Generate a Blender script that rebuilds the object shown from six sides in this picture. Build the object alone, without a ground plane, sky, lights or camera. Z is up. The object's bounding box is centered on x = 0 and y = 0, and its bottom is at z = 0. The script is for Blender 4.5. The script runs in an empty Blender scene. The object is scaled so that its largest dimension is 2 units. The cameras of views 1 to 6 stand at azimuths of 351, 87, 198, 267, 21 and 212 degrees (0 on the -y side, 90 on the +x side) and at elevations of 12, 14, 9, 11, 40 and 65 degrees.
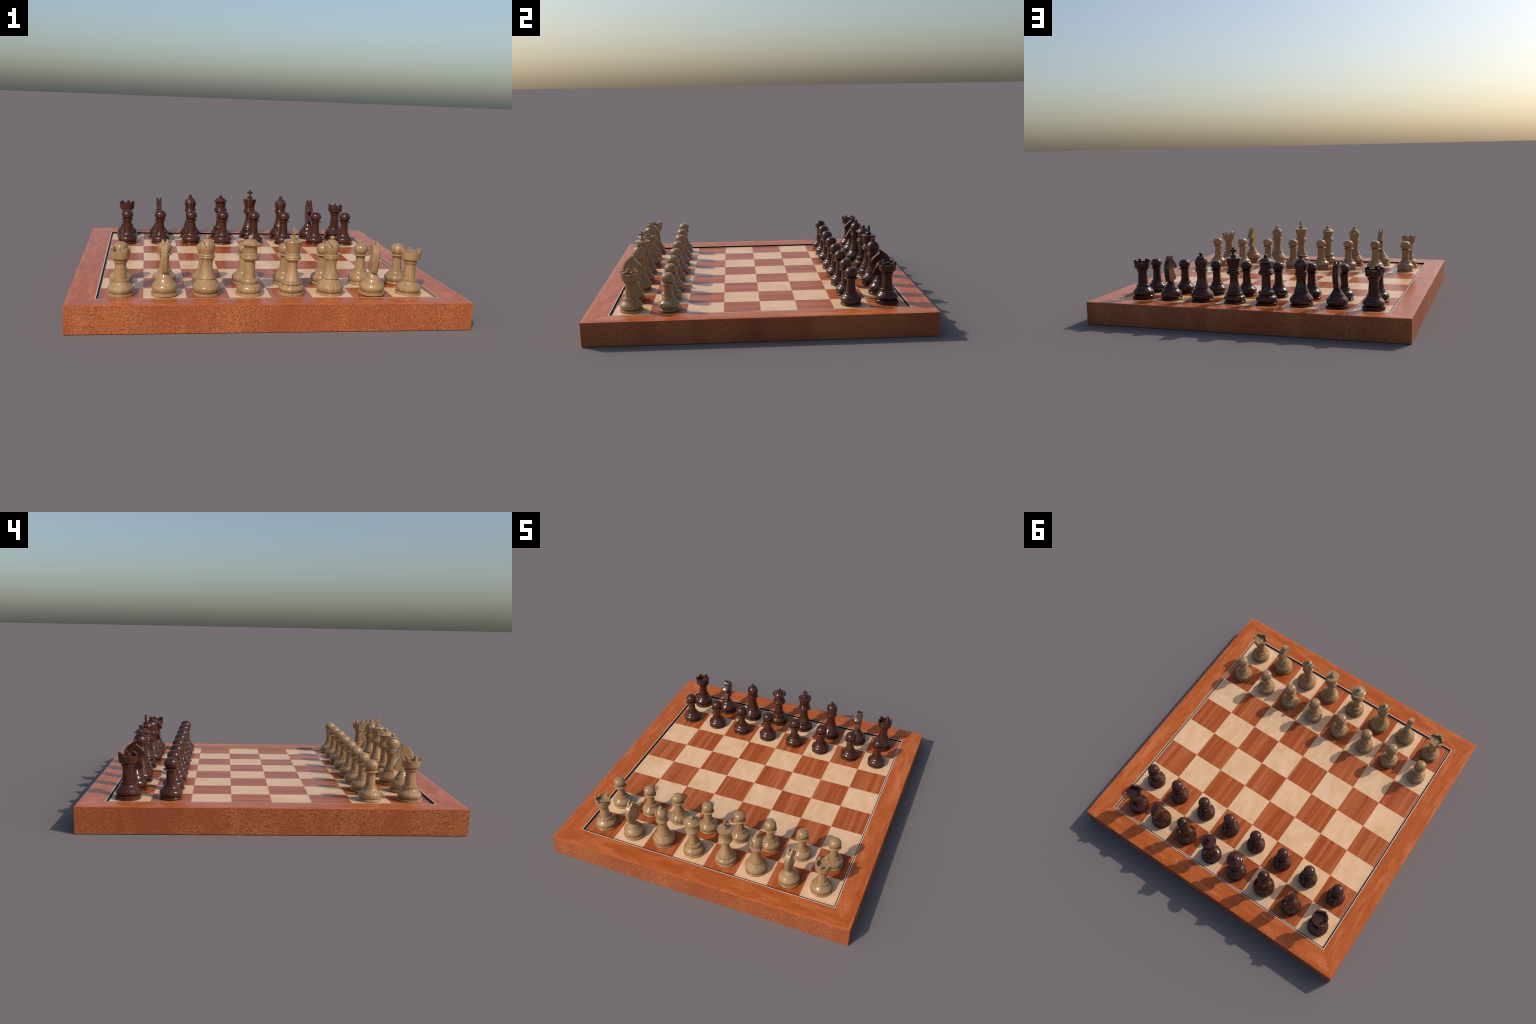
"""Wooden chessboard with a framed, recessed playing field and 32 turned chess pieces."""
import bpy, bmesh, math, random
from mathutils import Vector, Matrix

random.seed(7)
C = bpy.context.scene.collection

# ------------------------------------------------------------------ sizes
TOP = 0.1390          # top of the frame at its outer edge
INNER = 0.1338        # top of the frame at the recess: it falls gently inwards
FLOOR = 0.1240        # top of the squares
PITCH = 0.2130        # one square
SHIFT = 0.0033        # the playing field sits a little off the middle in x
H_WHITE = 0.8685      # half size: outer edge of the pale inlay line
H_BLACK = 0.8637      # half size: pale line / black line
H_WALL = 0.8590       # half size: black line / wall of the recess
H_FLOORB = 0.8568     # half size: black line on the recess floor / pale line
H_FIELD = 0.8520      # half size: the 8 x 8 squares


# ------------------------------------------------------------------ materials
class Mat:
    """Small helper that wires a Principled material out of procedural nodes."""

    def __init__(self, name, rough=0.3, coat=0.0, coat_rough=0.1, spec=0.5):
        self.m = bpy.data.materials.new(name)
        self.m.use_nodes = True
        self.t = self.m.node_tree
        self.b = self.t.nodes["Principled BSDF"]
        self.b.inputs["Roughness"].default_value = rough
        self.b.inputs["Coat Weight"].default_value = coat
        self.b.inputs["Coat Roughness"].default_value = coat_rough
        self.b.inputs["Specular IOR Level"].default_value = spec

    def n(self, kind, **kw):
        nd = self.t.nodes.new(kind)
        for k, v in kw.items():
            setattr(nd, k, v)
        return nd

    def link(self, a, b):
        self.t.links.new(a, b)

    def coords(self, scale, jitter=0.0, rot=(0, 0, 0)):
        tc = self.n("ShaderNodeTexCoord")
        src = tc.outputs["Object"]
        if jitter:
            info = self.n("ShaderNodeObjectInfo")
            mul = self.n("ShaderNodeVectorMath", operation="SCALE")
            mul.inputs[0].default_value = (jitter, jitter * 0.73, jitter * 1.31)
            self.link(info.outputs["Random"], mul.inputs["Scale"])
            add = self.n("ShaderNodeVectorMath", operation="ADD")
            self.link(src, add.inputs[0])
            self.link(mul.outputs[0], add.inputs[1])
            src = add.outputs[0]
        mp = self.n("ShaderNodeMapping")
        mp.inputs["Scale"].default_value = scale
        mp.inputs["Rotation"].default_value = rot
        self.link(src, mp.inputs["Vector"])
        return mp.outputs[0]

    def noise(self, vec, scale=1.0, detail=4.0, rough=0.5, distort=0.0):
        nd = self.n("ShaderNodeTexNoise")
        nd.inputs["Scale"].default_value = scale
        nd.inputs["Detail"].default_value = detail
        nd.inputs["Roughness"].default_value = rough
        nd.inputs["Distortion"].default_value = distort
        self.link(vec, nd.inputs["Vector"])
        return nd.outputs["Fac"]

    def wave(self, vec, scale, distort, detail=2.0, dscale=1.0, axis="X", kind="BANDS"):
        nd = self.n("ShaderNodeTexWave", wave_type=kind)
        if kind == "BANDS":
            nd.bands_direction = axis
        nd.inputs["Scale"].default_value = scale
        nd.inputs["Distortion"].default_value = distort
        nd.inputs["Detail"].default_value = detail
        nd.inputs["Detail Scale"].default_value = dscale
        self.link(vec, nd.inputs["Vector"])
        return nd.outputs["Fac"]

    def voronoi(self, vec, scale=1.0, rand=1.0):
        nd = self.n("ShaderNodeTexVoronoi")
        nd.inputs["Scale"].default_value = scale
        nd.inputs["Randomness"].default_value = rand
        self.link(vec, nd.inputs["Vector"])
        return nd.outputs["Distance"]

    def ramp(self, fac, stops):
        nd = self.n("ShaderNodeValToRGB")
        el = nd.color_ramp.elements
        while len(el) > 1:
            el.remove(el[-1])
        for i, (p, c) in enumerate(stops):
            e = el[0] if i == 0 else el.new(p)
            e.position = p
            e.color = (c, c, c, 1) if isinstance(c, (int, float)) else (*c, 1)
        self.link(fac, nd.inputs["Fac"])
        return nd.outputs["Color"]

    def mix(self, fac, a, b, blend="MIX"):
        nd = self.n("ShaderNodeMix", data_type="RGBA", blend_type=blend)
        for sock, v in ((nd.inputs[0], fac), (nd.inputs[6], a), (nd.inputs[7], b)):
            if isinstance(v, (int, float)):
                sock.default_value = v
            elif isinstance(v, tuple):
                sock.default_value = (*v, 1)
            else:
                self.link(v, sock)
        return nd.outputs[2]

    def bump(self, h, strength, dist):
        nd = self.n("ShaderNodeBump")
        nd.inputs["Strength"].default_value = strength
        nd.inputs["Distance"].default_value = dist
        self.link(h, nd.inputs["Height"])
        self.link(nd.outputs[0], self.b.inputs["Normal"])

    def color(self, c):
        if isinstance(c, tuple):
            self.b.inputs["Base Color"].default_value = (*c, 1)
        else:
            self.link(c, self.b.inputs["Base Color"])
        return self.m


def maple():
    M = Mat("maple_veneer", rough=0.28, spec=0.22)
    fig = M.noise(M.coords((9, 4.5, 5), 37), 1, 3, 0.55, 1.6)
    base = M.ramp(fig, [(0.28, (0.70, 0.425, 0.215)), (0.5, (0.775, 0.480, 0.275)), (0.72, (0.83, 0.545, 0.345))])
    rings = M.wave(M.coords((1, 0.30, 1), 37), 26, 11, 2, 1.2)
    patch = M.noise(M.coords((7, 5, 5), 53), 1, 1, 0.5)
    amount = M.mix(1.0, M.ramp(rings, [(0.0, 0.30), (0.22, 0.0), (1, 0.0)]), M.ramp(patch, [(0.48, 0.0), (0.62, 1.0)]), "MULTIPLY")
    base = M.mix(amount, base, (0.58, 0.36, 0.185))
    fib = M.noise(M.coords((420, 26, 30), 37), 1, 2, 0.6)
    base = M.mix(0.035, base, M.ramp(fib, [(0.3, 0.0), (0.7, 1.0)]), "OVERLAY")
    knot = M.voronoi(M.coords((4.2, 3.2, 1), 61), 1.0)
    base = M.mix(M.ramp(knot, [(0.0, 0.45), (0.04, 0.28), (0.10, 0.0)]), base, (0.60, 0.30, 0.12))
    return M.color(base)


def sapele_square():
    M = Mat("sapele_ribbon_veneer", rough=0.26, spec=0.22)
    rib = M.noise(M.coords((34, 0.9, 3), 23), 1, 2.5, 0.55, 0.25)
    base = M.ramp(rib, [(0.28, (0.320, 0.064, 0.014)), (0.46, (0.380, 0.084, 0.021)), (0.58, (0.445, 0.115, 0.036)), (0.76, (0.51, 0.155, 0.060))])
    fleck = M.noise(M.coords((300, 110, 60), 23), 1, 3, 0.7)
    amount = M.ramp(rib, [(0.42, 0.16), (0.65, 0.42)])
    base = M.mix(amount, base, M.ramp(fleck, [(0.28, 0.12), (0.72, 0.90)]), "OVERLAY")
    return M.color(base)


def sapele_frame():
    M = Mat("sapele_frame_wood", rough=0.26, spec=0.22)
    rib = M.noise(M.coords((5.5, 22, 22), 11), 1, 2, 0.5, 0.7)
    base = M.ramp(rib, [(0.26, (0.410, 0.085, 0.016)), (0.48, (0.460, 0.106, 0.024)), (0.64, (0.520, 0.138, 0.040)), (0.80, (0.58, 0.175, 0.062))])
    fleck = M.noise(M.coords((190, 240, 240), 11), 1, 3, 0.7)
    amount = M.ramp(rib, [(0.35, 0.30), (0.65, 0.60)])
    base = M.mix(amount, base, M.ramp(fleck, [(0.28, 0.10), (0.72, 0.92)]), "OVERLAY")
    pore = M.noise(M.coords((34, 300, 300), 5), 1, 1, 0.5)
    base = M.mix(M.ramp(pore, [(0.62, 0.0), (0.76, 0.40)]), base, (0.25, 0.055, 0.014))
    red = M.noise(M.coords((1.2, 70, 70), 17), 1, 1, 0.5)
    base = M.mix(M.ramp(red, [(0.66, 0.0), (0.78, 0.45)]), base, (0.47, 0.075, 0.030))
    return M.color(base)


def sapele_edge():
    M = Mat("sapele_edge_grain", rough=0.42, spec=0.35)
    big = M.noise(M.coords((4.5, 2, 1.6), 11), 1, 1, 0.5, 0.4)
    base = M.ramp(big, [(0.30, (0.305, 0.070, 0.022)), (0.48, (0.385, 0.100, 0.031)), (0.66, (0.450, 0.132, 0.043))])
    fleck = M.noise(M.coords((115, 400, 400), 11), 1, 2.5, 0.6)
    rough_zone = M.ramp(big, [(0.34, 0.45), (0.50, 1.0)])
    dark = M.mix(1.0, M.ramp(fleck, [(0.34, 0.90), (0.44, 0.40), (0.53, 0.0)]), rough_zone, "MULTIPLY")
    base = M.mix(dark, base, (0.090, 0.019, 0.008))
    light = M.mix(1.0, M.ramp(fleck, [(0.52, 0.0), (0.68, 0.65)]), rough_zone, "MULTIPLY")
    base = M.mix(light, base, (0.61, 0.228, 0.085))
    M.bump(fleck, 0.2, 0.002)
    return M.color(base)


def plain(name, col, rough):
    return Mat(name, rough=rough).color(col)


def wood_grain(M, style):
    """Streak and band noise. turned: streaks run along the profile of the lathe work;
    ring: streaks run round the piece; plank: streaks run up a flat board."""
    if style == "turned":
        tc = M.n("ShaderNodeTexCoord")
        sep = M.n("ShaderNodeSeparateXYZ")
        M.link(tc.outputs["Object"], sep.inputs[0])
        flat = M.n("ShaderNodeCombineXYZ")
        M.link(sep.outputs["X"], flat.inputs["X"])
        M.link(sep.outputs["Y"], flat.inputs["Y"])
        nrm = M.n("ShaderNodeVectorMath", operation="NORMALIZE")
        M.link(flat.outputs[0], nrm.inputs[0])
        info = M.n("ShaderNodeObjectInfo")
        up = M.n("ShaderNodeMath", operation="MULTIPLY_ADD")
        M.link(info.outputs["Random"], up.inputs[0])
        up.inputs[1].default_value = 7.0
        M.link(sep.outputs["Z"], up.inputs[2])
        s2 = M.n("ShaderNodeSeparateXYZ")
        M.link(nrm.outputs[0], s2.inputs[0])
        vec = M.n("ShaderNodeCombineXYZ")
        M.link(s2.outputs["X"], vec.inputs["X"])
        M.link(s2.outputs["Y"], vec.inputs["Y"])
        M.link(up.outputs[0], vec.inputs["Z"])

        def scaled(sc):
            mp = M.n("ShaderNodeMapping")
            mp.inputs["Scale"].default_value = sc
            M.link(vec.outputs[0], mp.inputs["Vector"])
            return mp.outputs[0]
        return M.noise(scaled((15, 15, 16)), 1, 3.5, 0.65), M.noise(scaled((2.6, 2.6, 9)), 1, 2, 0.5, 0.8)
    if style == "ring":
        return M.noise(M.coords((26, 26, 300), 19), 1, 3, 0.6), M.noise(M.coords((14, 14, 95), 19), 1, 2, 0.5, 0.8)
    return (M.noise(M.coords((210, 190, 14), 19, (0.35, 0, 0)), 1, 3, 0.6),
            M.noise(M.coords((60, 60, 6), 19, (0.35, 0, 0)), 1, 2, 0.5, 0.8))


def light_wood(name, style):
    M = Mat(name, rough=0.17, spec=0.42)
    streak, band = wood_grain(M, style)
    base = M.ramp(band, [(0.3, (0.292, 0.170, 0.076)), (0.5, (0.348, 0.208, 0.098)), (0.7, (0.402, 0.252, 0.128))])
    base = M.mix(M.ramp(streak, [(0.34, 0.60), (0.49, 0.0)]), base, (0.215, 0.118, 0.047))
    base = M.mix(M.ramp(streak, [(0.54, 0.0), (0.74, 0.35)]), base, (0.52, 0.355, 0.19))
    return M.color(base)


def dark_wood(name, style):
    M = Mat(name, rough=0.17, spec=0.45)
    streak, band = wood_grain(M, style)
    base = M.ramp(band, [(0.3, (0.044, 0.0135, 0.0085)), (0.5, (0.060, 0.018, 0.0105)), (0.7, (0.082, 0.025, 0.013))])
    base = M.mix(M.ramp(streak, [(0.36, 0.8), (0.49, 0.0)]), base, (0.015, 0.007, 0.006))
    base = M.mix(M.ramp(streak, [(0.56, 0.0), (0.74, 0.5)]), base, (0.135, 0.037, 0.015))
    return M.color(base)


MAPLE, SAPELE, FRAME, EDGE = maple(), sapele_square(), sapele_frame(), sapele_edge()
PALE = plain("pale_inlay", (0.70, 0.52, 0.40), 0.40)
BLACK = Mat("black_inlay", rough=0.5, spec=0.08).color((0.004, 0.004, 0.005))
BLACK_FLOOR = Mat("black_floor_inlay", rough=0.35, spec=0.3).color((0.006, 0.006, 0.007))
TAN = plain("tan_veneer_edge", (0.34, 0.22, 0.135), 0.5)
BASEBOARD = plain("base_panel_wood", (0.25, 0.09, 0.035), 0.6)
LIGHT = [light_wood("light_wood_" + k, k) for k in ("turned", "ring", "plank")]
DARK = [dark_wood("dark_wood_" + k, k) for k in ("turned", "ring", "plank")]


# ------------------------------------------------------------------ mesh helpers
def mesh_from(name, verts, faces, mat, angle=32, smooth=True):
    me = bpy.data.meshes.new(name)
    me.from_pydata([tuple(v) for v in verts], [], faces)
    bm = bmesh.new()
    bm.from_mesh(me)
    bmesh.ops.remove_doubles(bm, verts=bm.verts, dist=1e-6)
    bmesh.ops.recalc_face_normals(bm, faces=bm.faces)
    bm.to_mesh(me)
    bm.free()
    me.materials.append(mat)
    if smooth:
        me.shade_smooth()
        me.set_sharp_from_angle(angle=math.radians(angle))
    return me


def bevel_mesh(me, width, segments=2, angle=40, sharp=32):
    bm = bmesh.new()
    bm.from_mesh(me)
    es = [e for e in bm.edges if len(e.link_faces) == 2 and e.calc_face_angle(0) > math.radians(angle)]
    bmesh.ops.bevel(bm, geom=es, offset=width, segments=segments, profile=0.6, affect='EDGES', clamp_overlap=True)
    bm.to_mesh(me)
    bm.free()
    me.shade_smooth()
    me.set_sharp_from_angle(angle=math.radians(sharp))
    return me


def box(name, x0, x1, y0, y1, z0, z1, mat, bev=0.0, seg=1):
    v = [(x, y, z) for z in (z0, z1) for y in (y0, y1) for x in (x0, x1)]
    f = [(0, 2, 3, 1), (4, 5, 7, 6), (0, 1, 5, 4), (2, 6, 7, 3), (0, 4, 6, 2), (1, 3, 7, 5)]
    me = mesh_from(name, v, f, mat, smooth=False)
    if bev:
        bevel_mesh(me, bev, seg)
    return me


def obj(name, me, parent=None, loc=(0, 0, 0), rot=0.0):
    o = bpy.data.objects.new(name, me)
    C.objects.link(o)
    o.location = loc
    o.rotation_euler = (0, 0, rot)
    if parent:
        o.parent = parent
    return o


def thing(name, loc, label, category, rot=0.0):
    o = obj(name, None, None, loc, rot)
    o.empty_display_size = 0.05
    o["label"] = label
    o["category"] = category
    return o


def spline(pts, n=5):
    """Catmull-Rom through the given (r, z) points."""
    if len(pts) < 3:
        return list(pts)
    out = []
    P = [Vector(p) for p in pts]
    P = [P[0] * 2 - P[1]] + P + [P[-1] * 2 - P[-2]]
    for i in range(1, len(P) - 2):
        a, b, c, d = P[i - 1:i + 3]
        for k in range(n):
            t = k / n
            q = 0.5 * ((2 * b) + (c - a) * t + (2 * a - 5 * b + 4 * c - d) * t * t + (3 * b - a - 3 * c + d) * t ** 3)
            out.append((max(q[0], 0.0), q[1]))
    out.append(tuple(pts[-1]))
    return out


def lathe(name, curves, mat, seg=64, angle=21):
    """Turned solid: each entry of `curves` is a smooth run of (r, z) points, runs meet at corners."""
    prof = [(0.0, curves[0][0][1])]
    for c in curves:
        for p in spline(c):
            if (Vector(p) - Vector(prof[-1])).length > 1e-5:
                prof.append(p)
    if prof[-1][0] > 1e-6:
        prof.append((0.0, prof[-1][1]))
    verts, faces, rings = [], [], []
    for r, z in prof:
        if r < 1e-6:
            rings.append([len(verts)])
            verts.append((0, 0, z))
        else:
            rings.append(list(range(len(verts), len(verts) + seg)))
            verts += [(r * math.cos(2 * math.pi * k / seg), r * math.sin(2 * math.pi * k / seg), z) for k in range(seg)]
    for a, b in zip(rings, rings[1:]):
        for k in range(seg):
            j = (k + 1) % seg
            if len(a) == 1 and len(b) == 1:
                continue
            if len(a) == 1:
                faces.append((a[0], b[j], b[k]))
            elif len(b) == 1:
                faces.append((a[k], a[j], b[0]))
            else:
                faces.append((a[k], a[j], b[j], b[k]))
    return mesh_from(name, verts, faces, mat, angle)


def disc_plate(r, h, e=0.0012):
    """Flat foot plate with slightly eased edges."""
    return [[(r - e, 0.0), (r, e)], [(r, e), (r, h - e)], [(r, h - e), (r - e, h)]]


# ------------------------------------------------------------------ chess piece parts
def pawn_parts():
    base = [[(0.0560, 0.0), (0.0600, 0.0020), (0.0618, 0.0065), (0.0602, 0.0112), (0.0565, 0.0134), (0.053, 0.0138)],
            [(0.0530, 0.0140), (0.0585, 0.0205), (0.0618, 0.0295), (0.0624, 0.0360), (0.0603, 0.0432), (0.0545, 0.0505),
             (0.0460, 0.0572), (0.0402, 0.0635), (0.0374, 0.0695), (0.0368, 0.0730), (0.0370, 0.0762), (0.0355, 0.0786), (0.0290, 0.0795)]]
    stem = [[(0.0285, 0.0790), (0.0268, 0.0985), (0.0254, 0.1170), (0.0247, 0.1350), (0.0250, 0.1480), (0.0265, 0.1535)]]
    collar = [[(0.0265, 0.1535), (0.0340, 0.1558), (0.0398, 0.1585), (0.0411, 0.1612), (0.0393, 0.1636), (0.0330, 0.1654), (0.024, 0.166)]]
    head = [[(0.0240, 0.1655), (0.0295, 0.1705), (0.0352, 0.1790), (0.0380, 0.1905), (0.0368, 0.2010), (0.0320, 0.2105),
             (0.0235, 0.2185), (0.0120, 0.2228), (0.0, 0.2240)]]
    return [("base", base, 0), ("stem", stem, 0), ("collar", collar, 0), ("head", head, 0)]


def rook_parts(rise=0.0):
    """rise: extra thickness of the foot plate (the dark rooks stand on a thicker one)."""
    up = lambda run: [(r, z + rise) for r, z in run]
    base = disc_plate(0.0685, 0.0130 + rise) + [up(c) for c in (
        [(0.0673, 0.0130), (0.0550, 0.0135)],
        [(0.0550, 0.0135), (0.0612, 0.0195), (0.0645, 0.0270), (0.0653, 0.0335), (0.0640, 0.0395)],
        [(0.0640, 0.0395), (0.0565, 0.0485), (0.0485, 0.0560), (0.0430, 0.0628), (0.0409, 0.0695), (0.0409, 0.0735), (0.0423, 0.0762)],
        [(0.0423, 0.0762), (0.0423, 0.0800)], [(0.0423, 0.0800), (0.0408, 0.0815)], [(0.0408, 0.0815), (0.031, 0.0820)])]
    stem = [up(c) for c in (
        [(0.0322, 0.0815), (0.0312, 0.0980), (0.0300, 0.1190), (0.0285, 0.1400), (0.0279, 0.1530), (0.0296, 0.1605), (0.0345, 0.1675), (0.0357, 0.1705)],
        [(0.0357, 0.1705), (0.0350, 0.1735)], [(0.0350, 0.1735), (0.0318, 0.1742)], [(0.0318, 0.1742), (0.0320, 0.1765)])]
    cup = [up(c) for c in (
        [(0.0340, 0.1765), (0.0395, 0.1815), (0.0470, 0.1868), (0.0482, 0.1885)],
        [(0.0482, 0.1885), (0.0499, 0.2070), (0.0508, 0.2230)],
        [(0.0508, 0.2230), (0.0385, 0.2230)], [(0.0385, 0.2230), (0.0385, 0.2060)], [(0.0385, 0.2060), (0.0, 0.2060)])]
    return [("base", base, 0), ("stem", stem, 0), ("turret", cup, 0)]


def bishop_parts():
    base = disc_plate(0.0697, 0.0130) + [
        [(0.0685, 0.0130), (0.0570, 0.0135)],
        [(0.0570, 0.0135), (0.0655, 0.0205), (0.0702, 0.0310), (0.0713, 0.0390), (0.0697, 0.0455)],
        [(0.0697, 0.0455), (0.0610, 0.0575), (0.0520, 0.0690), (0.0455, 0.0770), (0.0422, 0.0820)],
        [(0.0422, 0.0820), (0.041, 0.0830)]]
    stem = [[(0.0425, 0.0826), (0.0446, 0.0845), (0.0452, 0.0872)],
            [(0.0452, 0.0872), (0.0430, 0.0925), (0.0379, 0.1050), (0.0322, 0.1235), (0.0291, 0.1430), (0.0285, 0.1550),
             (0.0295, 0.1680), (0.0320, 0.1790), (0.0370, 0.1875), (0.0394, 0.1915), (0.0400, 0.1950), (0.0388, 0.1980)],
            [(0.0388, 0.1980), (0.0345, 0.1988)], [(0.0345, 0.1988), (0.0361, 0.2010), (0.0367, 0.2042), (0.0355, 0.2075), (0.0330, 0.2088)]]
    mitre = [[(0.0328, 0.2080), (0.0350, 0.2180), (0.0386, 0.2320), (0.0400, 0.2440), (0.0387, 0.2550), (0.0345, 0.2645),
              (0.0272, 0.2742), (0.0180, 0.2812), (0.0085, 0.2850)]]
    finial = [[(0.0083, 0.2840), (0.0085, 0.2872), (0.0112, 0.2905), (0.0121, 0.2950), (0.0108, 0.3003), (0.0065, 0.3036), (0.0, 0.3045)]]
    return [("base", base, 0), ("stem", stem, 0), ("mitre", mitre, 0), ("finial", finial, 0)]


def queen_parts():
    base = disc_plate(0.0689, 0.0140) + [
        [(0.0677, 0.0140), (0.0560, 0.0145)],
        [(0.0560, 0.0145), (0.0620, 0.0220), (0.0649, 0.0310), (0.0650, 0.0365), (0.0632, 0.0430), (0.0585, 0.0502), (0.0505, 0.0565), (0.0438, 0.0605)],
        [(0.0438, 0.0605), (0.0455, 0.0630), (0.0476, 0.0685), (0.0481, 0.0738), (0.0466, 0.0798), (0.0432, 0.0837), (0.0330, 0.0860)]]
    stem = [[(0.0330, 0.0855), (0.0310, 0.0960), (0.0290, 0.1140), (0.0276, 0.1420), (0.0272, 0.1600), (0.0276, 0.1770)],
            [(0.0276, 0.1770), (0.0340, 0.1788), (0.0414, 0.1835), (0.0463, 0.1895), (0.0474, 0.1955), (0.0455, 0.2003), (0.0425, 0.2012)],
            [(0.0425, 0.2012), (0.0441, 0.2035), (0.0430, 0.2068), (0.0393, 0.2080)],
            [(0.0393, 0.2080), (0.0401, 0.2105), (0.0388, 0.2140), (0.0350, 0.2160)]]
    crown = [[(0.0350, 0.2155), (0.0343, 0.2270), (0.0353, 0.2390), (0.0383, 0.2490), (0.0440, 0.2555), (0.0522, 0.2602), (0.0536, 0.2622)],
             [(0.0536, 0.2622), (0.0520, 0.2637), (0.0460, 0.2648), (0.0410, 0.2668)],
             [(0.0410, 0.2668), (0.0370, 0.2716), (0.0300, 0.2778), (0.0205, 0.2828), (0.0095, 0.2856)]]
    finial = [[(0.0090, 0.2850), (0.0096, 0.2872), (0.0118, 0.2910), (0.0121, 0.2955), (0.0100, 0.3008), (0.0055, 0.3042), (0.0, 0.3050)]]
    return [("base", base, 0), ("stem", stem, 0), ("crown", crown, 0), ("finial", finial, 0)]


def king_parts():
    base = disc_plate(0.0687, 0.0150) + [
        [(0.0675, 0.0150), (0.0550, 0.0155)],
        [(0.0550, 0.0155), (0.0622, 0.0225), (0.0658, 0.0315), (0.0652, 0.0375), (0.0625, 0.0425), (0.0570, 0.0478), (0.0505, 0.0515), (0.0462, 0.0528)],
        [(0.0462, 0.0528), (0.0485, 0.0540), (0.0507, 0.0580), (0.0519, 0.0628)],
        [(0.0519, 0.0628), (0.0500, 0.0658), (0.0440, 0.0690)]]
    stem = [[(0.0440, 0.0688), (0.0449, 0.0712), (0.0447, 0.0740), (0.0425, 0.0800), (0.0377, 0.0912), (0.0303, 0.1115), (0.0270, 0.1290),
             (0.0258, 0.1455), (0.0262, 0.1600), (0.0275, 0.1735)],
            [(0.0275, 0.1735), (0.0345, 0.1772), (0.0425, 0.1828), (0.0446, 0.1880), (0.0432, 0.1918), (0.0408, 0.1928)],
            [(0.0408, 0.1928), (0.0433, 0.1955), (0.0432, 0.1990), (0.0400, 0.2035), (0.0352, 0.2048)],
            [(0.0352, 0.2048), (0.0362, 0.2085), (0.0358, 0.2122), (0.0338, 0.2148)]]
    crown = [[(0.0338, 0.2140), (0.0346, 0.2200), (0.0374, 0.2330), (0.0411, 0.2480), (0.0452, 0.2640), (0.0492, 0.2765)],
             [(0.0492, 0.2765), (0.0480, 0.2788)], [(0.0480, 0.2788), (0.0300, 0.2818), (0.0165, 0.2838)],
             [(0.0165, 0.2838), (0.0174, 0.2960)], [(0.0174, 0.2960), (0.0164, 0.2972)], [(0.0164, 0.2972), (0.0, 0.2985)]]
    return [("base", base, 0), ("stem", stem, 0), ("crown", crown, 0)]


def knight_parts():
    base = disc_plate(0.0682, 0.0150) + [
        [(0.0670, 0.0150), (0.0560, 0.0155)],
        [(0.0560, 0.0155), (0.0622, 0.0245), (0.0651, 0.0360), (0.0640, 0.0450), (0.0582, 0.0552), (0.0505, 0.0635), (0.0457, 0.0690)],
        [(0.0457, 0.0690), (0.0432, 0.0745), (0.0400, 0.0805)],
        [(0.0400, 0.0805), (0.0340, 0.0880), (0.0288, 0.0960), (0.0252, 0.1030), (0.0212, 0.1100), (0.0188, 0.1160), (0.0182, 0.1205)]]
    return [("base", base, 1)]


# horse head seen from the side: (forward, up), relative to an upright through the poll
HORSE = [(-0.056, 0.1235), (-0.0640, 0.140), (-0.0702, 0.163), (-0.0737, 0.184), (-0.0744, 0.2015), (-0.0719, 0.2228), (-0.0651, 0.2370),
         (-0.0548, 0.2500), (-0.0423, 0.2605), (-0.0306, 0.2663), (-0.0055, 0.2636), (-0.0011, 0.2577), (0.0091, 0.2504),
         (0.0335, 0.2240), (0.0395, 0.2155), (0.0409, 0.2085), (0.0393, 0.2010), (0.0347, 0.1955), (0.0156, 0.2004), (0.0052, 0.2037),
         (-0.0096, 0.2062), (0.0052, 0.1839), (0.0204, 0.1598), (0.0338, 0.1335), (0.0111, 0.1238)]
EAR = [(-0.0315, 0.2640), (-0.0290, 0.2690), (-0.0250, 0.2728), (-0.0150, 0.2800), (-0.0060, 0.2820), (-0.0052, 0.2620)]
# where that upright stands on the base, and how much longer the muzzle is, for the two sets
HORSE_AT = {"light": (0.0188, -0.0062), "dark": (0.0110, -0.0045)}
MUZZLE = {"light": 0.0, "dark": 0.0040}


def place(outline, tone):
    """Move a head outline onto its base; points of the muzzle (high and well forward) are drawn out."""
    t0, z0 = HORSE_AT[tone]
    out = []
    for t, z in outline:
        k = max(0.0, min(1.0, (t - 0.005) / 0.03)) if z > 0.19 else 0.0
        out.append((t + t0 + MUZZLE[tone] * k, z + z0))
    return out


HORSE_W = 0.0338      # thickness of the head


def prism(name, outline, w0, w1, mat, bev=0.0, seg=2):
    """Side profile (y, z) given a thickness from w0 to w1 along x."""
    n = len(outline)
    v = [(w0, t, z) for t, z in outline] + [(w1, t, z) for t, z in outline]
    f = [tuple(range(n)), tuple(range(2 * n - 1, n - 1, -1))]
    f += [(i, (i + 1) % n, n + (i + 1) % n, n + i) for i in range(n)]
    me = mesh_from(name, v, f, mat, angle=35)
    if bev:
        bm = bmesh.new()
        bm.from_mesh(me)
        es = [e for e in bm.edges if abs(e.verts[0].co.x - e.verts[1].co.x) < 1e-6]
        bmesh.ops.bevel(bm, geom=es, offset=bev, segments=seg, profile=0.5, affect='EDGES', clamp_overlap=True)
        bmesh.ops.triangulate(bm, faces=[f for f in bm.faces if len(f.verts) > 4])
        bm.to_mesh(me)
        bm.free()
        me.shade_smooth()
        me.set_sharp_from_angle(angle=math.radians(35))
    return me


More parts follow.
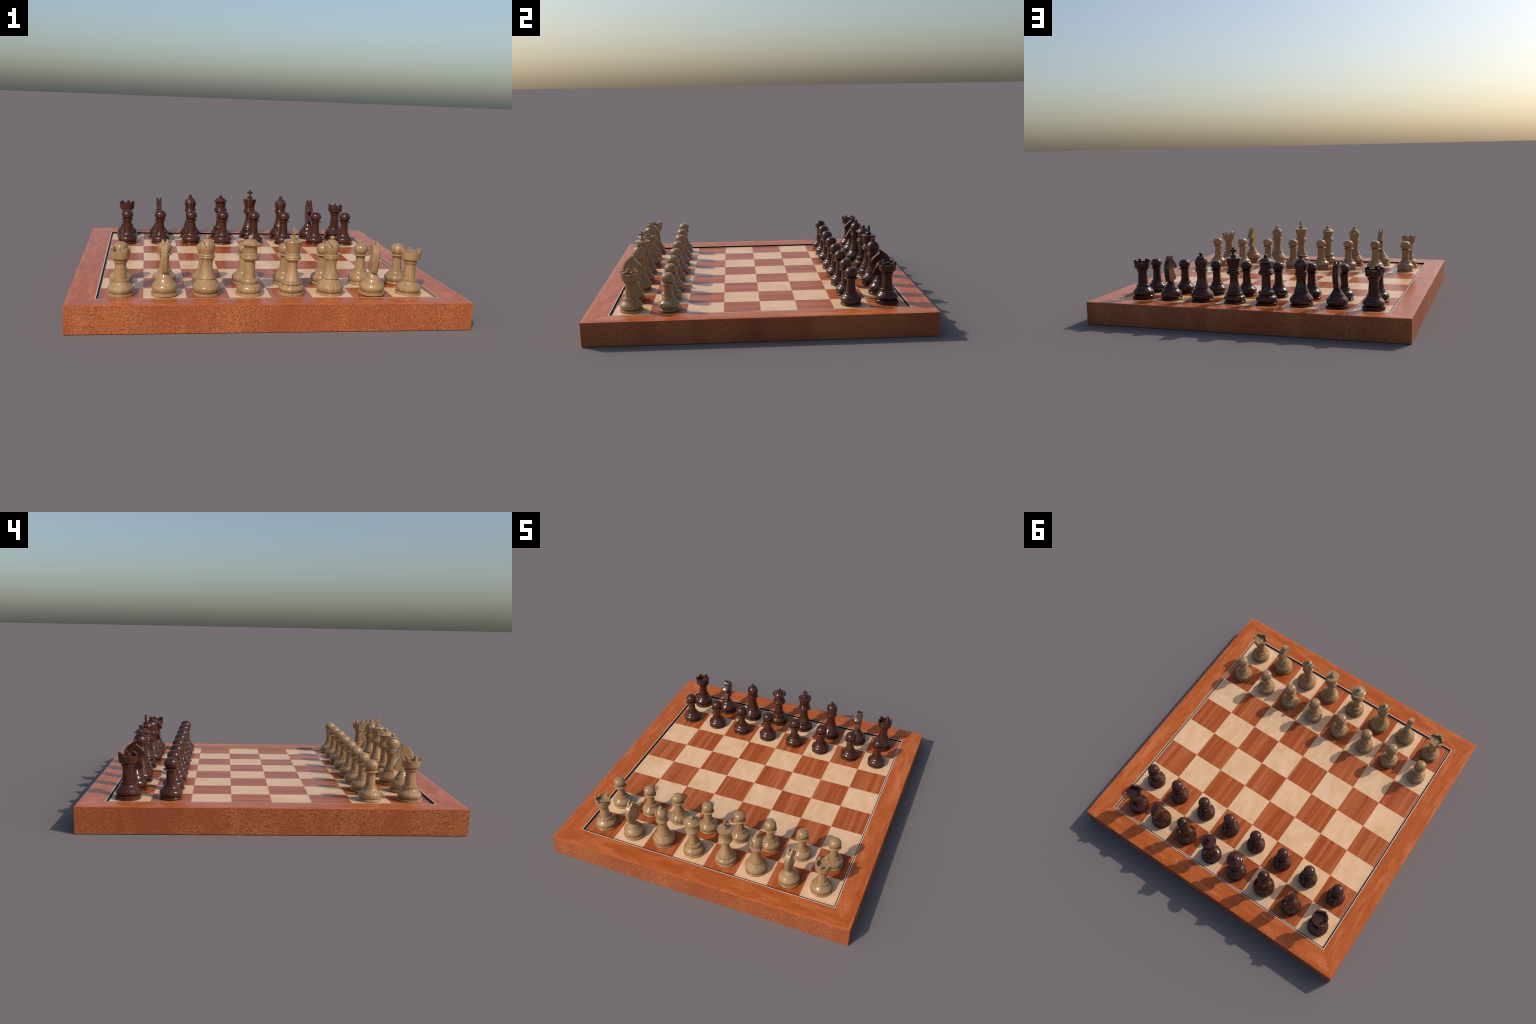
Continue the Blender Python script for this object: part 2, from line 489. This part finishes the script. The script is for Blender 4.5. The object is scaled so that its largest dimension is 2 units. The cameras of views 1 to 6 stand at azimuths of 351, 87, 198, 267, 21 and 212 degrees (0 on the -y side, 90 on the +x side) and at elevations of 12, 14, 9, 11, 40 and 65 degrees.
def horse_head(w, mat, tone):
    """Flat horse head; its mane (the back edge) is chamfered, the chamfer dying out towards the ears,
    and the face from brow to nose is slightly crowned."""
    P = [Vector(p) for p in place(HORSE, tone)]
    n = len(P)
    mane = {0: 0.9, 1: 1, 2: 1, 3: 1, 4: 1, 5: 0.95, 6: 0.75, 7: 0.45, 8: 0.18, 9: 0.03}
    crown = {11: 0.5, 12: 1.0, 13: 1.0, 14: 0.5}
    cols = [-1.0, -0.6, 0.0, 0.6, 1.0]
    bm = bmesh.new()
    side, rows = ([], []), []
    for i, p in enumerate(P):
        a, b = (p * 2 - P[1] if i == 0 else P[i - 1]), P[(i + 1) % n]
        tang = (b - a).normalized()
        inward = Vector((tang.y, -tang.x))
        if i == 0:
            inward = Vector((1, 0))
        k, c = mane.get(i, 0.0), crown.get(i, 0.0)
        half = w - 0.0080 * k
        row = []
        for x in cols:
            q = p - inward * 0.0011 * c * (1 - x * x)
            row.append(bm.verts.new((x * half, q.x, q.y)))
        rows.append(row)
        s = p + inward * 0.0085 * k
        for m, sg in enumerate((-1, 1)):
            side[m].append(bm.verts.new((sg * w, s.x, s.y)) if k else row[0 if m == 0 else -1])
    bm.faces.new(side[0])
    bm.faces.new(side[1][::-1])
    for i in range(n):
        j = (i + 1) % n
        for c in range(len(cols) - 1):
            bm.faces.new((rows[i][c], rows[j][c], rows[j][c + 1], rows[i][c + 1]))
        for m, e in ((0, 0), (1, -1)):
            loop = [side[m][i], side[m][j], rows[j][e], rows[i][e]]
            loop = [v for t, v in enumerate(loop) if v not in loop[:t]]
            if len(loop) > 2:
                bm.faces.new(loop)
    bm.normal_update()
    bmesh.ops.triangulate(bm, faces=[q for q in bm.faces if len(q.verts) > 4], ngon_method='EAR_CLIP')
    bmesh.ops.recalc_face_normals(bm, faces=bm.faces)
    me = bpy.data.meshes.new("horse_head")
    bm.to_mesh(me)
    bm.free()
    me.materials.append(mat)
    me.shade_smooth()
    me.set_sharp_from_angle(angle=math.radians(28))
    return me


def sector(verts, faces, r0, r1, r2, z0, z1, a0, a1, n=4):
    """One merlon: block between two angles, r0 inside, r1..r2 outside from bottom to top."""
    s = len(verts)
    for k in range(n + 1):
        a = a0 + (a1 - a0) * k / n
        c, d = math.sin(a), -math.cos(a)
        verts += [(r0 * c, r0 * d, z0), (r1 * c, r1 * d, z0), (r2 * c, r2 * d, z1), (r0 * c, r0 * d, z1)]
    for k in range(n):
        i, j = s + 4 * k, s + 4 * k + 4
        for m in range(4):
            faces.append((i + m, i + (m + 1) % 4, j + (m + 1) % 4, j + m))
    faces.append((s, s + 1, s + 2, s + 3))
    e = s + 4 * n
    faces.append((e + 3, e + 2, e + 1, e))


def merlons(mat, rise):
    v, f = [], []
    for k in range(6):
        a = math.radians(-11 + 60 * k)
        h = math.radians(10.5)
        sector(v, f, 0.0386, 0.0507, 0.0514, 0.2220 + rise, 0.2385 + rise, a - h, a + h)
    return bevel_mesh(mesh_from("merlons", v, f, mat), 0.0007, 1)


def cross(mat):
    """Latin cross standing on the crown: post and arms in one outline."""
    p, a = 0.0068, 0.0198           # half post, half arm span
    zb, z0, z1, zt = 0.2975, 0.3150, 0.3292, 0.3432
    o = [(-p, zb), (p, zb), (p * 0.92, z0), (a, z0), (a, z1), (p * 0.92, z1), (p, zt), (-p, zt), (-p * 0.92, z1), (-a, z1), (-a, z0), (-p * 0.92, z0)]
    return prism("cross", o, -0.0062, 0.0062, mat, 0.0008, 1)


def slit(me):
    """Saw a thin slanting slot into the mitre from its upper -x side."""
    o = obj("tmp_mitre", me)
    ang = math.radians(57)
    d = Vector((math.cos(ang), 0, -math.sin(ang)))
    n = Vector((math.sin(ang), 0, math.cos(ang)))
    tip = Vector((-0.0030, 0, 0.2455))
    v = []
    for along in (0.0, -0.09):
        for y in (-0.06, 0.06):
            for t in (-0.0029, 0.0029):
                v.append(tip + d * along + n * t + Vector((0, y, 0)))
    f = [(0, 1, 3, 2), (4, 6, 7, 5), (0, 4, 5, 1), (2, 3, 7, 6), (0, 2, 6, 4), (1, 5, 7, 3)]
    cut = obj("tmp_cut", mesh_from("tmp_cut", v, f, me.materials[0], smooth=False))
    md = o.modifiers.new("saw", "BOOLEAN")
    md.object = cut
    md.operation = 'DIFFERENCE'
    md.solver = 'EXACT'
    dg = bpy.context.evaluated_depsgraph_get()
    res = bpy.data.meshes.new_from_object(o.evaluated_get(dg))
    res.name = "mitre"
    bpy.data.objects.remove(o)
    bpy.data.objects.remove(cut)
    res.shade_smooth()
    res.set_sharp_from_angle(angle=math.radians(30))
    return res


def piece_meshes(mats, tone, rise):
    """All part meshes of one colour, shared by the repeats."""
    vert, ring, plank = mats
    lib = {}
    for kind, fn in (("pawn", pawn_parts), ("rook", rook_parts), ("bishop", bishop_parts),
                     ("queen", queen_parts), ("king", king_parts), ("knight", knight_parts)):
        lib[kind] = [(n, lathe(f"{kind}_{n}", c, mats[m])) for n, c, m in (fn(rise) if kind == "rook" else fn())]
    lib["rook"].append(("battlement", merlons(vert, rise)))
    lib["bishop"] = [(n, slit(m) if n == "mitre" else m) for n, m in lib["bishop"]]
    lib["king"].append(("cross", cross(plank)))
    w = HORSE_W / 2
    lib["knight"].append(("horse_head", horse_head(w, plank, tone)))
    ears = prism("ear", place(EAR, tone), -w + 0.0003, -w + 0.0110, plank)
    lib["knight"].append(("ear", ears))
    ear2 = prism("ear", place(EAR, tone), w - 0.0110, w - 0.0003, plank)
    lib["knight"].append(("ear", ear2))
    return lib


def eye_mesh(mat):
    bm = bmesh.new()
    bmesh.ops.create_cone(bm, cap_ends=True, segments=16, radius1=0.0026, radius2=0.0026, depth=HORSE_W + 0.0006,
                          matrix=Matrix.Rotation(math.pi / 2, 4, 'Y'))
    me = bpy.data.meshes.new("eye")
    bm.to_mesh(me)
    bm.free()
    me.materials.append(mat)
    return me


EYE = eye_mesh(plain("drilled_eye", (0.03, 0.018, 0.010), 0.6))
LIB = {"light": piece_meshes(LIGHT, "light", 0.0), "dark": piece_meshes(DARK, "dark", 0.0105)}
LABEL = {
    "pawn": "small turned pawn with round ball head",
    "rook": "turned rook with six-merlon castle top",
    "knight": "knight with flat horse head on turned base",
    "bishop": "turned bishop with slit mitre and small finial",
    "queen": "turned queen with flared brim and domed crown",
    "king": "tall turned king with flared crown and cross",
}


def square_centre(i, j):
    return ((i - 3.5) * PITCH + SHIFT, (j - 3.5) * PITCH)


def piece(kind, tone, i, j, dx=0.0, dy=0.0, yaw=0.0):
    x, y = square_centre(i, j)
    wood = "light boxwood" if tone == "light" else "dark rosewood"
    lift = 0.0042 if (kind, tone) == ("knight", "light") else 0.0   # these stand a hair proud of the board
    p = thing(kind, (x + dx, y + dy, FLOOR + lift), f"{wood} {LABEL[kind]}", "chess piece", yaw)
    for n, me in LIB[tone][kind]:
        obj(n, me, p)
    if kind == "knight":
        obj("eye", EYE, p, (0, 0.0003 + HORSE_AT[tone][0], 0.2463 + HORSE_AT[tone][1]))
    return p


# ------------------------------------------------------------------ chessboard
board = thing("chessboard", (0, 0, 0), "square wooden chessboard with reddish frame and inlaid lines", "chessboard")


def mitred(name, rects, mats, k):
    """One of four mitred strips, lofted through nested rectangles (x0, x1, y0, y1, z)."""
    q = Matrix.Rotation(-k * math.pi / 2, 2)      # local x runs along the strip
    v, n = [], len(rects)
    for x0, x1, y0, y1, z in rects:
        P = [(x0, y0), (x1, y0), (x1, y1), (x0, y1)]
        for p in (P[k], P[(k + 1) % 4]):
            v.append(tuple(q @ Vector(p)) + (z,))
    f = [(2 * i, 2 * i + 1, (2 * i + 3) % (2 * n), (2 * i + 2) % (2 * n)) for i in range(n)]
    f += [tuple(2 * i for i in reversed(range(n))), tuple(2 * i + 1 for i in range(n))]
    me = mesh_from(name, v, f, mats[0], smooth=len(rects) > 4, angle=25)
    if len(mats) > 1:
        me.materials.append(mats[1])
        for p in me.polygons:
            p.material_index = 1 if p.normal.y < -0.9 else 0
    return obj(name, me, board, rot=k * math.pi / 2)


def strip(name, h_out, h_in, z0, z1, mat, k):
    """Plain rectangular inlay strip between two half sizes."""
    return mitred(name, [rect(h_out) + (z0,), rect(h_out) + (z1,), rect(h_in) + (z1,), rect(h_in) + (z0,)], (mat,), k)


def rect(h):
    return (-h + SHIFT, h + SHIFT, -h, h)


def outer(inset, z):
    return (-1 + inset, 1 - inset, -1 + inset, 1 - inset, z)


for k in range(4):
    mitred("frame_rail", [outer(0, 0.0), outer(0, TOP - 0.0012), outer(0.0008, TOP - 0.0003), outer(0.0025, TOP),
                          outer(0.030, TOP - 0.0002), rect(H_WHITE) + (INNER,), rect(H_WHITE) + (0.0,)], (FRAME, EDGE), k)
    strip("pale_inlay_strip", H_WHITE, H_BLACK, FLOOR - 0.02, INNER, PALE, k)
    strip("black_inlay_strip", H_BLACK, H_WALL, FLOOR - 0.02, INNER, BLACK, k)
    strip("black_floor_strip", H_WALL, H_FLOORB, FLOOR - 0.02, FLOOR, BLACK_FLOOR, k)
    strip("pale_floor_strip", H_FLOORB, H_FIELD, FLOOR - 0.02, FLOOR, PALE, k)
# the +x wall of the recess shows a bare tan edge
obj("veneer_edge", box("veneer_edge", -0.0003, 0.0003, -H_WALL, H_WALL, FLOOR, INNER - 0.0006, TAN), board, (H_WALL + SHIFT - 0.0003, 0, 0))
obj("base_panel", box("base_panel", -H_WHITE + SHIFT, H_WHITE + SHIFT, -H_WHITE, H_WHITE, 0.001, FLOOR - 0.0205, BASEBOARD), board)

hs = PITCH / 2 - 0.00012
light_sq = box("light_square", -hs, hs, -hs, hs, -0.02, 0.0, MAPLE)
dark_sq = box("dark_square", -hs, hs, -hs, hs, -0.02, 0.0, SAPELE)
for i in range(8):
    for j in range(8):
        x, y = square_centre(i, j)
        dark = (i + j) % 2 == 0
        obj("dark_square" if dark else "light_square", dark_sq if dark else light_sq, board, (x, y, FLOOR))

# ------------------------------------------------------------------ set out the pieces
BACK = ["rook", "knight", "bishop", "queen", "king", "bishop", "knight", "rook"]
# small misplacements on the squares, as set down by hand: (dx, dy) in metres
OFF_LIGHT = [(-.0042, -.006), (-.001, -.0165), (-.004, -.003), (0, -.009), (.007, -.004), (-.002, -.003), (.0075, -.019), (-.001, -.0055)]
OFF_DARK = [(-.009, .0165), (-.004, .004), (.002, 0), (.004, .015), (-.0015, .013), (.0065, 0), (.005, .003), (-.012, .007)]
OFF_LPAWN = [(-.0095, -.001), (.004, -.001), (-.003, .001), (0, -.002), (.011, -.002), (.008, -.003), (.008, -.001), (.006, 0)]
OFF_DPAWN = [(-.001, .003), (.003, .003), (-.003, .001), (-.001, .003), (0, .003), (-.005, .003), (.007, .005), (.001, .003)]
YAW_LIGHT = [0, -2, 0, 0, 2, 0, -2, 0]
YAW_DARK = [0, 182, 0, 0, 90, 0, 180, 0]
for i in range(8):
    piece(BACK[i], "light", i, 0, *OFF_LIGHT[i], math.radians(YAW_LIGHT[i]))
    piece("pawn", "light", i, 1, *OFF_LPAWN[i], 0.7 * i)
    piece("pawn", "dark", i, 6, *OFF_DPAWN[i], 0.9 * i)
    piece(BACK[i], "dark", i, 7, *OFF_DARK[i], math.radians(YAW_DARK[i]))
